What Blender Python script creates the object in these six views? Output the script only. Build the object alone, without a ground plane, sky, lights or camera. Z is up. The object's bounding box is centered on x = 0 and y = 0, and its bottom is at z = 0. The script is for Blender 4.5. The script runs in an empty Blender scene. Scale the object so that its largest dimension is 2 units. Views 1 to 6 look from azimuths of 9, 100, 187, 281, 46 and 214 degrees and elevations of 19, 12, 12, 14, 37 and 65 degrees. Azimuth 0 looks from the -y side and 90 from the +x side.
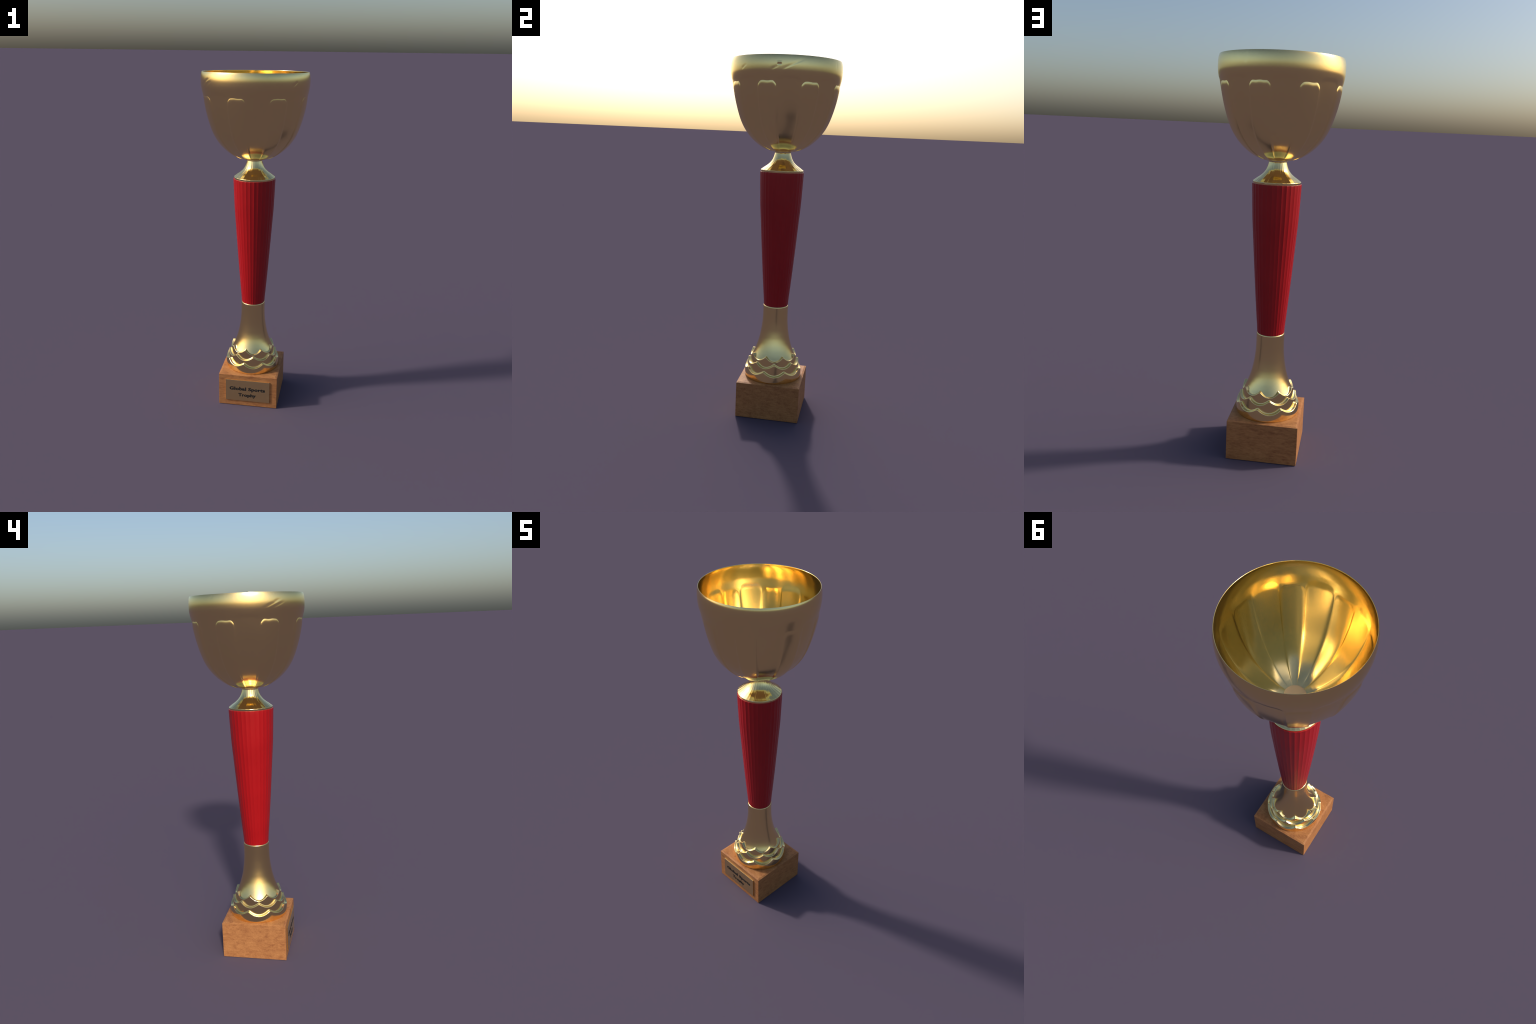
"""A tall presentation cup: wooden block, scaled gold foot, fluted red column,
gold collar and a panelled gold bowl.  Everything is generated from profiles and rules."""
import bpy, math
import numpy as np
from mathutils import Matrix

TAU = math.tau
PHASE = math.radians(11.25)          # common angular phase of the eight-fold ornament
ICON = bpy.context.scene.collection


# ------------------------------------------------------------------ helpers
def smooth(e0, e1, x):
    t = np.clip((x - e0) / (e1 - e0), 0.0, 1.0)
    return t * t * (3 - 2 * t)


def curve(points, z):
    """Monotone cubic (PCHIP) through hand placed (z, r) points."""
    p = np.array(sorted(points), float)
    x, y = p[:, 0], p[:, 1]
    h, d = np.diff(x), np.diff(y) / np.diff(x)
    m = np.zeros_like(y)
    for i in range(1, len(x) - 1):
        if d[i - 1] * d[i] > 0:
            w1, w2 = 2 * h[i] + h[i - 1], h[i] + 2 * h[i - 1]
            m[i] = (w1 + w2) / (w1 / d[i - 1] + w2 / d[i])
    m[0], m[-1] = d[0], d[-1]
    z = np.clip(z, x[0], x[-1])
    i = np.clip(np.searchsorted(x, z) - 1, 0, len(h) - 1)
    t = (z - x[i]) / h[i]
    return ((1 + 2 * t) * (1 - t) ** 2 * y[i] + t * (1 - t) ** 2 * h[i] * m[i]
            + t * t * (3 - 2 * t) * y[i + 1] + t * t * (t - 1) * h[i] * m[i + 1])


def mesh_from_grid(name, P, closed=True, caps=(), flip=False):
    """P[i, j] = vertex grid, i along the profile, j around (closed) or across."""
    n, m = P.shape[:2]
    idx = np.arange(n * m).reshape(n, m)
    a = idx[:-1, :] if closed else idx[:-1, :-1]
    b = np.roll(idx, -1, 1)[:-1, :] if closed else idx[:-1, 1:]
    c = np.roll(idx, -1, 1)[1:, :] if closed else idx[1:, 1:]
    d = idx[1:, :] if closed else idx[1:, :-1]
    quads = np.stack([a, b, c, d], -1).reshape(-1, 4)
    if flip:
        quads = quads[:, ::-1]
    faces = [tuple(q) for q in quads.tolist()]
    for row, up in caps:
        ring = idx[row].tolist()
        faces.append(tuple(ring if up else ring[::-1]))
    me = bpy.data.meshes.new(name)
    me.from_pydata(P.reshape(-1, 3).tolist(), [], faces)
    me.update()
    return me


def add(name, me, parent, mat, sharp=None):
    ob = bpy.data.objects.new(name, me)
    ICON.objects.link(ob)
    ob.parent = parent
    if mat and not me.materials:
        me.materials.append(mat)
    for p in me.polygons:
        p.use_smooth = True
    if sharp is not None:
        me.set_sharp_from_angle(angle=math.radians(sharp))
    return ob


def ring_grid(r, z, az):
    """r, z broadcastable to (n, m) with az (m,)"""
    r, z = np.broadcast_arrays(r, z)
    return np.stack([r * np.cos(az), r * np.sin(az), z * np.ones_like(az)], -1)


# ------------------------------------------------------------------ materials
def material(name):
    m = bpy.data.materials.new(name)
    m.use_nodes = True
    t = m.node_tree
    return m, t, t.nodes["Principled BSDF"]


def gold(name, rough, bump=0.0, scale=9.0):
    m, t, b = material(name)
    b.inputs["Base Color"].default_value = (1.0, 0.766, 0.336, 1)
    b.inputs["Metallic"].default_value = 1.0
    tc = t.nodes.new("ShaderNodeTexCoord")
    n = t.nodes.new("ShaderNodeTexNoise")
    n.inputs["Scale"].default_value = scale
    n.inputs["Detail"].default_value = 2.0
    t.links.new(tc.outputs["Object"], n.inputs["Vector"])
    r = t.nodes.new("ShaderNodeMapRange")
    r.inputs["To Min"].default_value = rough * 0.96
    r.inputs["To Max"].default_value = rough * 1.04
    t.links.new(n.outputs["Fac"], r.inputs["Value"])
    t.links.new(r.outputs["Result"], b.inputs["Roughness"])
    if bump:
        bp = t.nodes.new("ShaderNodeBump")
        bp.inputs["Strength"].default_value = bump
        bp.inputs["Distance"].default_value = 0.01
        t.links.new(n.outputs["Fac"], bp.inputs["Height"])
        t.links.new(bp.outputs["Normal"], b.inputs["Normal"])
    return m


def red_plastic():
    m, t, b = material("red_plastic")
    tc = t.nodes.new("ShaderNodeTexCoord")
    n = t.nodes.new("ShaderNodeTexNoise")
    n.inputs["Scale"].default_value = 6.0
    t.links.new(tc.outputs["Object"], n.inputs["Vector"])
    ramp = t.nodes.new("ShaderNodeValToRGB")
    ramp.color_ramp.elements[0].position = 0.3
    ramp.color_ramp.elements[1].position = 0.7
    ramp.color_ramp.elements[0].color = (0.355, 0.0036, 0.0050, 1)
    ramp.color_ramp.elements[1].color = (0.385, 0.0046, 0.0062, 1)
    t.links.new(n.outputs["Fac"], ramp.inputs["Fac"])
    t.links.new(ramp.outputs["Color"], b.inputs["Base Color"])
    b.inputs["Roughness"].default_value = 0.32
    return m


def wood():
    m, t, b = material("oiled_wood")
    N, L = t.nodes.new, t.links.new
    tc = N("ShaderNodeTexCoord")

    def noise(scale3, scale, detail, rough=0.55, dist=0.0):
        mp = N("ShaderNodeMapping")
        mp.inputs["Scale"].default_value = scale3
        L(tc.outputs["Object"], mp.inputs["Vector"])
        n = N("ShaderNodeTexNoise")
        n.inputs["Scale"].default_value = scale
        n.inputs["Detail"].default_value = detail
        n.inputs["Roughness"].default_value = rough
        n.inputs["Distortion"].default_value = dist
        L(mp.outputs["Vector"], n.inputs["Vector"])
        return n.outputs["Fac"]

    figure = noise((1.0, 1.3, 2.6), 18.0, 4.0, 0.6, 0.6)
    streak = noise((1.0, 1.4, 5.0), 26.0, 3.0, 0.6, 0.3)
    pores = noise((1.0, 2.4, 5.0), 70.0, 2.0, 0.6)

    def mix(a, bb, f):
        x = N("ShaderNodeMix")
        x.data_type = "FLOAT"
        x.inputs[0].default_value = f
        L(a, x.inputs[2])
        L(bb, x.inputs[3])
        return x.outputs[0]

    grain = mix(mix(figure, streak, 0.45), pores, 0.32)
    ramp = N("ShaderNodeValToRGB")
    e = ramp.color_ramp.elements
    e[0].position, e[0].color = 0.37, (0.275, 0.100, 0.034, 1)
    e[1].position, e[1].color = 0.64, (0.500, 0.225, 0.078, 1)
    mid = e.new(0.5)
    mid.color = (0.405, 0.167, 0.056, 1)
    L(grain, ramp.inputs["Fac"])
    L(ramp.outputs["Color"], b.inputs["Base Color"])
    b.inputs["Roughness"].default_value = 0.6
    b.inputs["Specular IOR Level"].default_value = 0.3
    bp = N("ShaderNodeBump")
    bp.inputs["Strength"].default_value = 0.15
    bp.inputs["Distance"].default_value = 0.004
    L(grain, bp.inputs["Height"])
    L(bp.outputs["Normal"], b.inputs["Normal"])
    return m


def plain(name, colour, rough, metal=0.0):
    m, t, b = material(name)
    b.inputs["Base Color"].default_value = (*colour, 1)
    b.inputs["Roughness"].default_value = rough
    b.inputs["Metallic"].default_value = metal
    return m


GOLD_BOWL = gold("satin_gold", 0.19)
GOLD_FOOT = gold("polished_gold_foot", 0.2)
GOLD_SCALE = gold("polished_gold_scales", 0.17)
GOLD_COLLAR = gold("bright_gold", 0.1)
GOLD_PLATE = gold("gold_plate", 0.25)
RED = red_plastic()
WOOD = wood()
BLACK = plain("black_print", (0.006, 0.006, 0.006), 0.6)
BOLT = plain("warm_tinted_grey", (0.70, 0.62, 0.53), 0.6, 0.0)  # pale warm beige, dull and non-metallic

# ------------------------------------------------------------------ the thing
trophy = bpy.data.objects.new("trophy", None)
ICON.objects.link(trophy)
trophy["label"] = "tall gold trophy cup on red fluted column and wooden block"
trophy["category"] = "trophy cup"

# ------------------------------------------------------------------ wooden block
HALF, TOP, CHAMFER_IN, CHAMFER_DOWN = 0.1812, 0.2100, 0.0105, 0.0038


def square(h, z, soft):
    """square ring with slightly softened vertical edges"""
    out = []
    for k in range(4):
        sx, sy = [(1, 1), (-1, 1), (-1, -1), (1, -1)][k]
        a = k * math.pi / 2
        for s in (0, 0.5, 1):
            ang = a + s * math.pi / 2
            out.append((sx * (h - soft) + soft * math.cos(ang), sy * (h - soft) + soft * math.sin(ang), z))
    return out


block = mesh_from_grid("wooden_block", np.array([
    square(HALF, 0.0, 0.001), square(HALF, TOP - CHAMFER_DOWN, 0.001),
    square(HALF - CHAMFER_IN, TOP, 0.001)]), caps=((0, False), (2, True)))
block_ob = add("wooden_block", block, trophy, WOOD, 12)

# name plate: a thin bevelled sheet on the front (-y) face
PW, PZ0, PZ1, PT, PB = 0.1372, 0.0352, 0.1768, 0.0062, 0.0005


def plate_ring(inset, y):
    w, z0, z1 = PW - inset, PZ0 + inset, PZ1 - inset
    return [(-w, y, z0), (w, y, z0), (w, y, z1), (-w, y, z1)]


front = -HALF
plate = mesh_from_grid("nameplate", np.array([
    plate_ring(0, front + 0.002), plate_ring(0, front - PT + PB), plate_ring(PB, front - PT)]), caps=((0, False), (2, True)))
plate_ob = add("nameplate", plate, block_ob, GOLD_PLATE, 12)


def lettering(text, x0, x1, base, cap):
    cu = bpy.data.curves.new("lettering", "FONT")
    cu.body = text
    cu.size = 1.0
    cu.offset = 0.032                  # heavier strokes
    cu.space_character = 1.10
    cu.extrude = 0.03
    tmp = bpy.data.objects.new("lettering_source", cu)
    ICON.objects.link(tmp)
    bpy.context.view_layer.update()
    src = bpy.data.meshes.new_from_object(tmp.evaluated_get(bpy.context.evaluated_depsgraph_get()))
    bpy.data.objects.remove(tmp)
    bpy.data.curves.remove(cu)
    co = np.empty(len(src.vertices) * 3)
    src.vertices.foreach_get("co", co)
    co = co.reshape(-1, 3)
    faces = [tuple(p.vertices) for p in src.polygons]
    bpy.data.meshes.remove(src)
    lo, hi = co[:, 0].min(), co[:, 0].max()
    caph = 0.729                       # capital height of the built-in font at size 1
    spread = 0.0010                   # the stems are widened by layers set side by side
    layers, polys = [], []
    for k, dx in enumerate((-spread, 0.0, spread)):
        out = np.empty_like(co)
        out[:, 0] = x0 + spread + (co[:, 0] - lo) * (x1 - x0 - 2 * spread) / (hi - lo) + dx
        out[:, 1] = front - PT - co[:, 2] * 0.02 - 0.00015 * k
        out[:, 2] = base + co[:, 1] * cap / caph
        polys += [tuple(i + k * len(co) for i in f) for f in faces]
        layers.append(out)
    me = bpy.data.meshes.new("lettering")
    me.from_pydata(np.vstack(layers).tolist(), [], polys)
    me.update()
    ob = add("lettering", me, block_ob, BLACK)
    for p in me.polygons:
        p.use_smooth = False
    return ob


lettering("Global Sports", -0.1125, 0.1100, 0.1085, 0.0222)
lettering("Trophy", -0.0575, 0.0530, 0.0660, 0.0212)

# ------------------------------------------------------------------ gold foot: flared neck
NECK = [(0.640, 0.0705), (0.634, 0.0722), (0.600, 0.0722), (0.560, 0.0728), (0.510, 0.0766), (0.460, 0.0840),
        (0.420, 0.0928), (0.390, 0.1018), (0.370, 0.1093), (0.355, 0.1157), (0.345, 0.1205), (0.335, 0.1255), (0.326, 0.1290), (0.300, 0.1300), (0.2105, 0.1350)]
az = np.linspace(0, TAU, 256, endpoint=False)
zz = np.concatenate([np.linspace(0.2105, 0.30, 5)[:-1], np.linspace(0.30, 0.632, 90), [0.634, 0.6365, 0.6385, 0.6398]])
rr = curve(NECK, zz)
rr[-4:] = [0.0722, 0.0718, 0.0709, 0.0694]
zz = np.append(zz, 0.6400)
rr = np.append(rr, 0.0640)
foot = mesh_from_grid("foot_neck", ring_grid(rr[:, None], zz[:, None], az), caps=((0, False), (len(zz) - 1, True)))
foot_ob = add("foot", foot, trophy, GOLD_FOOT, 50)

# three tiers of eight overlapping scales; every tier is one shared scale shape, turned
TIERS = [  # wall (z, r), rim height at mid-scale and at the cusps, inner radius, turn
    dict(wall=[(0.2095, 0.1622), (0.2115, 0.1638), (0.216, 0.1648), (0.2350, 0.1656), (0.2500, 0.1652), (0.2700, 0.1628), (0.285, 0.160)],
         mid=0.2515, cusp=0.2745, inner=0.1465, turn=0.0),
    dict(wall=[(0.2300, 0.1500), (0.2500, 0.1500), (0.2800, 0.1496), (0.3000, 0.1489), (0.3120, 0.1474), (0.33, 0.1445)],
         mid=0.2945, cusp=0.3170, inner=0.1290, turn=0.5),
    dict(wall=[(0.2700, 0.1362), (0.3000, 0.1355), (0.3300, 0.1345), (0.3500, 0.1328), (0.37, 0.130)],
         mid=0.3305, cusp=0.3555, inner=0.1130, turn=0.0),
]
STEP = TAU / 8
LIP = 0.0030
for n, tier in enumerate(TIERS):
    above = TIERS[n + 1]["wall"] if n < 2 else NECK          # the surface the ledge runs into
    u = np.linspace(-1, 1, 49)
    th = u * STEP / 2
    soft = 0.16                                             # the cusps between arcs are slightly rounded
    lift = 1 - (np.sqrt((1 - u ** 2) ** 2 + soft ** 2) - soft) / (math.hypot(1, soft) - soft)
    rim = tier["mid"] + (tier["cusp"] - tier["mid"]) * lift
    z0 = tier["wall"][0][0]
    hidden = np.full_like(u, tier["inner"] - 0.03)
    rows_r, rows_z = [hidden], [np.full_like(u, z0)]
    for s in np.linspace(0, 1, 15):
        z = z0 + (rim - LIP - z0) * s
        rows_z.append(z)
        rows_r.append(curve(tier["wall"], z))
    ro = curve(tier["wall"], rim - LIP)
    for a in np.radians((22, 45, 68, 90)):                  # rounded lip
        rows_z.append(rim - LIP * (1 - math.sin(a)))
        rows_r.append(ro - LIP * 0.9 * (1 - math.cos(a)))
    rn = curve(above, rim + 0.0055) + 0.0004
    for a in np.radians((0, 30, 60, 85)):                   # flat ledge, then a fillet up the next wall
        rows_z.append(rim + 0.0010 + 0.0045 * (1 - math.cos(a)))
        rows_r.append(rn + 0.0034 * (1 - math.sin(a)))
    rows_r.append(hidden)
    rows_z.append(rim + 0.0055)
    R, Z = np.array(rows_r), np.array(rows_z)
    me = mesh_from_grid("scale", np.stack([R * np.cos(th), R * np.sin(th), Z], -1), closed=False)
    for k in range(8):
        ob = add("scale", me, foot_ob, GOLD_SCALE, 60)
        ob.rotation_euler = (0, 0, PHASE + (k + tier["turn"]) * STEP)

# ------------------------------------------------------------------ fluted red column
FLUTES, FLUTE_AZ, PER = 32, math.radians(8.4375), 12
COLUMN = [(0.630, 0.0690), (0.645, 0.0696), (0.740, 0.0774), (0.835, 0.0852), (0.945, 0.0937), (1.050, 0.1014),
          (1.135, 0.1075), (1.230, 0.1143), (1.325, 0.1184), (1.405, 0.1214)]
az = FLUTE_AZ + np.linspace(0, TAU, FLUTES * PER, endpoint=False)
x = (np.arange(FLUTES * PER) % PER) / PER * 2 - 1          # -1 at a ridge, 0 mid-flute
hollow = 1 - x ** 2
zz = np.concatenate([np.linspace(0.630, 1.4035, 48), [1.4064, 1.4078]])
rr = curve(COLUMN, zz) + 0.0006
rr[-2:] = 0.1218, 0.1206
R = rr[:, None] - 0.0138 * rr[:, None] * hollow[None, :] * np.ones((len(zz), 1))
R = np.vstack([R, np.full((1, R.shape[1]), 0.1120)])
zz = np.append(zz, 1.4080)
column = mesh_from_grid("column", ring_grid(R, zz[:, None], az), caps=((0, False), (len(zz) - 1, True)))
add("column", column, trophy, RED, 14)

# ------------------------------------------------------------------ gold collar
COLLAR = [(1.4070, 0.1178), (1.4130, 0.1182), (1.4150, 0.1191), (1.4172, 0.1194), (1.4188, 0.1184), (1.4230, 0.1128), (1.4330, 0.0995),
          (1.4455, 0.0815), (1.4600, 0.0660), (1.4765, 0.0550), (1.4950, 0.0480), (1.5105, 0.0440), (1.5180, 0.0420)]
zz = np.concatenate([np.linspace(1.407, 1.425, 20), np.linspace(1.428, 1.518, 40)])
rr = curve(COLLAR, zz)
x = (np.arange(FLUTES * PER) % PER) / PER * 2 - 1
rng = np.random.default_rng(7)
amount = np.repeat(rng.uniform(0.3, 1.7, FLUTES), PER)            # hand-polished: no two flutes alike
streak = rng.normal(0, 0.0024, (1, FLUTES * PER))
streak = (streak + np.roll(streak, 1, 1) + np.roll(streak, -1, 1)) / 3
depth = 0.009 * smooth(1.413, 1.421, zz)
R = rr[:, None] * (1 - depth[:, None] * ((1 - x ** 2) * amount)[None, :] + smooth(1.415, 1.425, zz)[:, None] * streak)
R = np.vstack([np.full((1, R.shape[1]), 0.05), R, np.full((1, R.shape[1]), 0.02)])
zz = np.concatenate([[1.4068], zz, [1.5185]])
collar = mesh_from_grid("collar", ring_grid(R, zz[:, None], az), caps=((0, False), (len(zz) - 1, True)))
add("collar", collar, trophy, GOLD_COLLAR, 40)

# ------------------------------------------------------------------ bowl
BOWL = [(1.5120, 0.0440), (1.5170, 0.0460), (1.5200, 0.0600), (1.5300, 0.0960), (1.5500, 0.1340), (1.5800, 0.1722), (1.6200, 0.2085),
        (1.6700, 0.2383), (1.7300, 0.2605), (1.8000, 0.2790), (1.8700, 0.2915), (1.8960, 0.2957), (1.9120, 0.2999),
        (1.9300, 0.3014), (1.9480, 0.3023), (1.9600, 0.3022), (1.9750, 0.3012), (1.9900, 0.2988), (2.0000, 0.2955)]
NA = 1440
az = np.linspace(0, TAU, NA, endpoint=False)
zo = np.concatenate([[1.5120, 1.5145, 1.5170, 1.5185, 1.5200], np.linspace(1.5225, 1.60, 36), np.linspace(1.604, 1.84, 60), np.linspace(1.842, 1.915, 56),
                     np.linspace(1.918, 1.992, 30), [1.9945, 1.9965, 1.998, 1.9992, 2.0]])


def bowl_radius(z):
    """profile, blurred a little in height so the polished wall has no kinks"""
    w = 0.019 * np.tanh((2.0 - z) / 0.030) * np.tanh(np.maximum(z - 1.5200, 0) / 0.038)
    return np.mean([curve(BOWL, z + w * k) for k in np.linspace(-1, 1, 13)], axis=0)


def relief(z, az, inside=False):
    """sixteen flutes meeting in creases: eight narrow tongues standing proud, eight wide flattened hollows"""
    k = (az - PHASE) % STEP - STEP / 2                             # angle from the tongue's centre
    ka = np.abs(k)[None, :]
    z = z[:, None]
    lean = (bowl_radius(z + 0.002) - bowl_radius(z - 0.002)) / 0.004   # push along the wall's normal where it lies flat
    size = (bowl_radius(z) / 0.29) ** 0.8 * smooth(1.518, 1.530, z) * np.clip(np.sqrt(1 + lean ** 2), 1.0, 3.0)
    wt = math.radians(10.3)
    x = np.clip(ka / wt, 0, 1)
    wob = 0.0009 * np.sin(az * 37 + 1.3 * np.sin(az * 5))[None, :]
    top = 1.8745 + wob - 0.022 * np.clip((x - 0.55) / 0.45, 0, 1) ** 2
    t = np.clip((top - z) / 0.026, 0, 1)
    side = np.clip((wt - ka) / math.radians(1.5), 0, 1)
    edge = 1 - x ** 4 if inside else 1 - (1 - side) ** 2
    tongue = (1 - (1 - t) ** 2.2) * edge                           # starts with an edge, then eases out
    wh = STEP / 2 - wt
    kb = STEP / 2 - ka                                             # angle from the hollow's centre
    x = np.clip(kb / wh, 0, 1)
    top = 1.9000 - 0.022 * np.clip((x - 0.45) / 0.55, 0, 1) ** 2
    wall = np.clip((wh - kb) / math.radians(1.5), 0, 1) ** 1.5      # steep flank with a sharp inner corner
    flank = 0.0018 * (1 - x ** 10) if inside else 0.0017 * wall
    hollow = (0.0034 * (1 - x ** 2) * (1 - smooth(1.735, 1.895, z))        # the flattening grows downwards
              + flank * (1 - smooth(top - (0.032 if inside else 0.016), top + 0.004, z)))
    return ((0.0020 if inside else 0.0030) * tongue - hollow) * size


def nicks(z, az):
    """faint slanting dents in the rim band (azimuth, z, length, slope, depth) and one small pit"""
    out = np.zeros((len(z), len(az)))
    for a, zc, ln, sl, dp in ((-37.5, 1.943, 0.040, 0.62, 0.0007), (-3, 1.935, 0.040, 0.50, 0.0005), (15, 1.955, 0.110, 0.47, 0.0007),
                              (217, 1.947, 0.110, 0.45, 0.0005), (221, 1.936, 0.080, 0.42, 0.0004), (220.5, 1.959, 0.030, 0.45, 0.0004),
                              (67, 1.970, 0.040, 9.0, 0.0005), (157.5, 1.985, 0.016, 9.0, 0.0004)):
        d = (az - math.radians(a) + math.pi) % TAU - math.pi
        s = d[None, :] * 0.3
        t = z[:, None] - zc
        n = math.hypot(1, sl)
        along, across = (s + sl * t) / n, (t - sl * s) / n
        env = np.exp(-(along / (ln * 0.5)) ** 4)
        out -= 0.65 * dp * env * smooth(-0.007, 0.0, across) * (1 - smooth(0.0, 0.016, across))
    d = ((az - math.radians(1.4) + math.pi) % TAU - math.pi)[None, :] * 0.3
    t = z[:, None] - 1.957
    out += 0.19 * t * np.exp(-(d / 0.0110) ** 6 - (t / 0.0075) ** 6)    # a small flat that faces down
    return out


Ro = bowl_radius(zo)[:, None] + relief(zo, az) + nicks(zo, az)
WALL = 0.0034
zi = np.concatenate([[2.0000, 1.9992, 1.9975, 1.994], np.linspace(1.990, 1.915, 22), np.linspace(1.9125, 1.8425, 42), np.linspace(1.84, 1.60, 60),
                     np.linspace(1.598, 1.526, 30)])
thick = WALL * (1 + 0.5 * smooth(1.72, 1.54, zi))
Ri = (bowl_radius(zi) - thick)[:, None] + relief(zi, az, inside=True)
Ri[:4] += np.array([0.0022, 0.0011, 0.0004, 0.0])[:, None]
R = np.vstack([Ro, Ri, np.full((1, NA), 0.030)])
Z = np.concatenate([zo, zi, [1.5180]])
bowl = mesh_from_grid("bowl", ring_grid(R, Z[:, None], az), caps=((0, False), (len(Z) - 1, True)))
bowl_ob = add("bowl", bowl, trophy, GOLD_BOWL, 60)

# bolt head at the bottom of the bowl
a = np.linspace(0, math.pi / 2, 14)
rr = np.concatenate([[0.0490], 0.0490 * np.cos(a[:-1]) ** 0.35, [0.0008]])
zz = np.concatenate([[1.5160], 1.5220 + 0.0035 * np.sin(a[:-1]), [1.5256]])
bolt = mesh_from_grid("bolt_head", ring_grid(rr[:, None], zz[:, None], np.linspace(0, TAU, 96, endpoint=False)), caps=((0, False), (len(zz) - 1, True)))
add("bolt_head", bolt, bowl_ob, BOLT, 50)
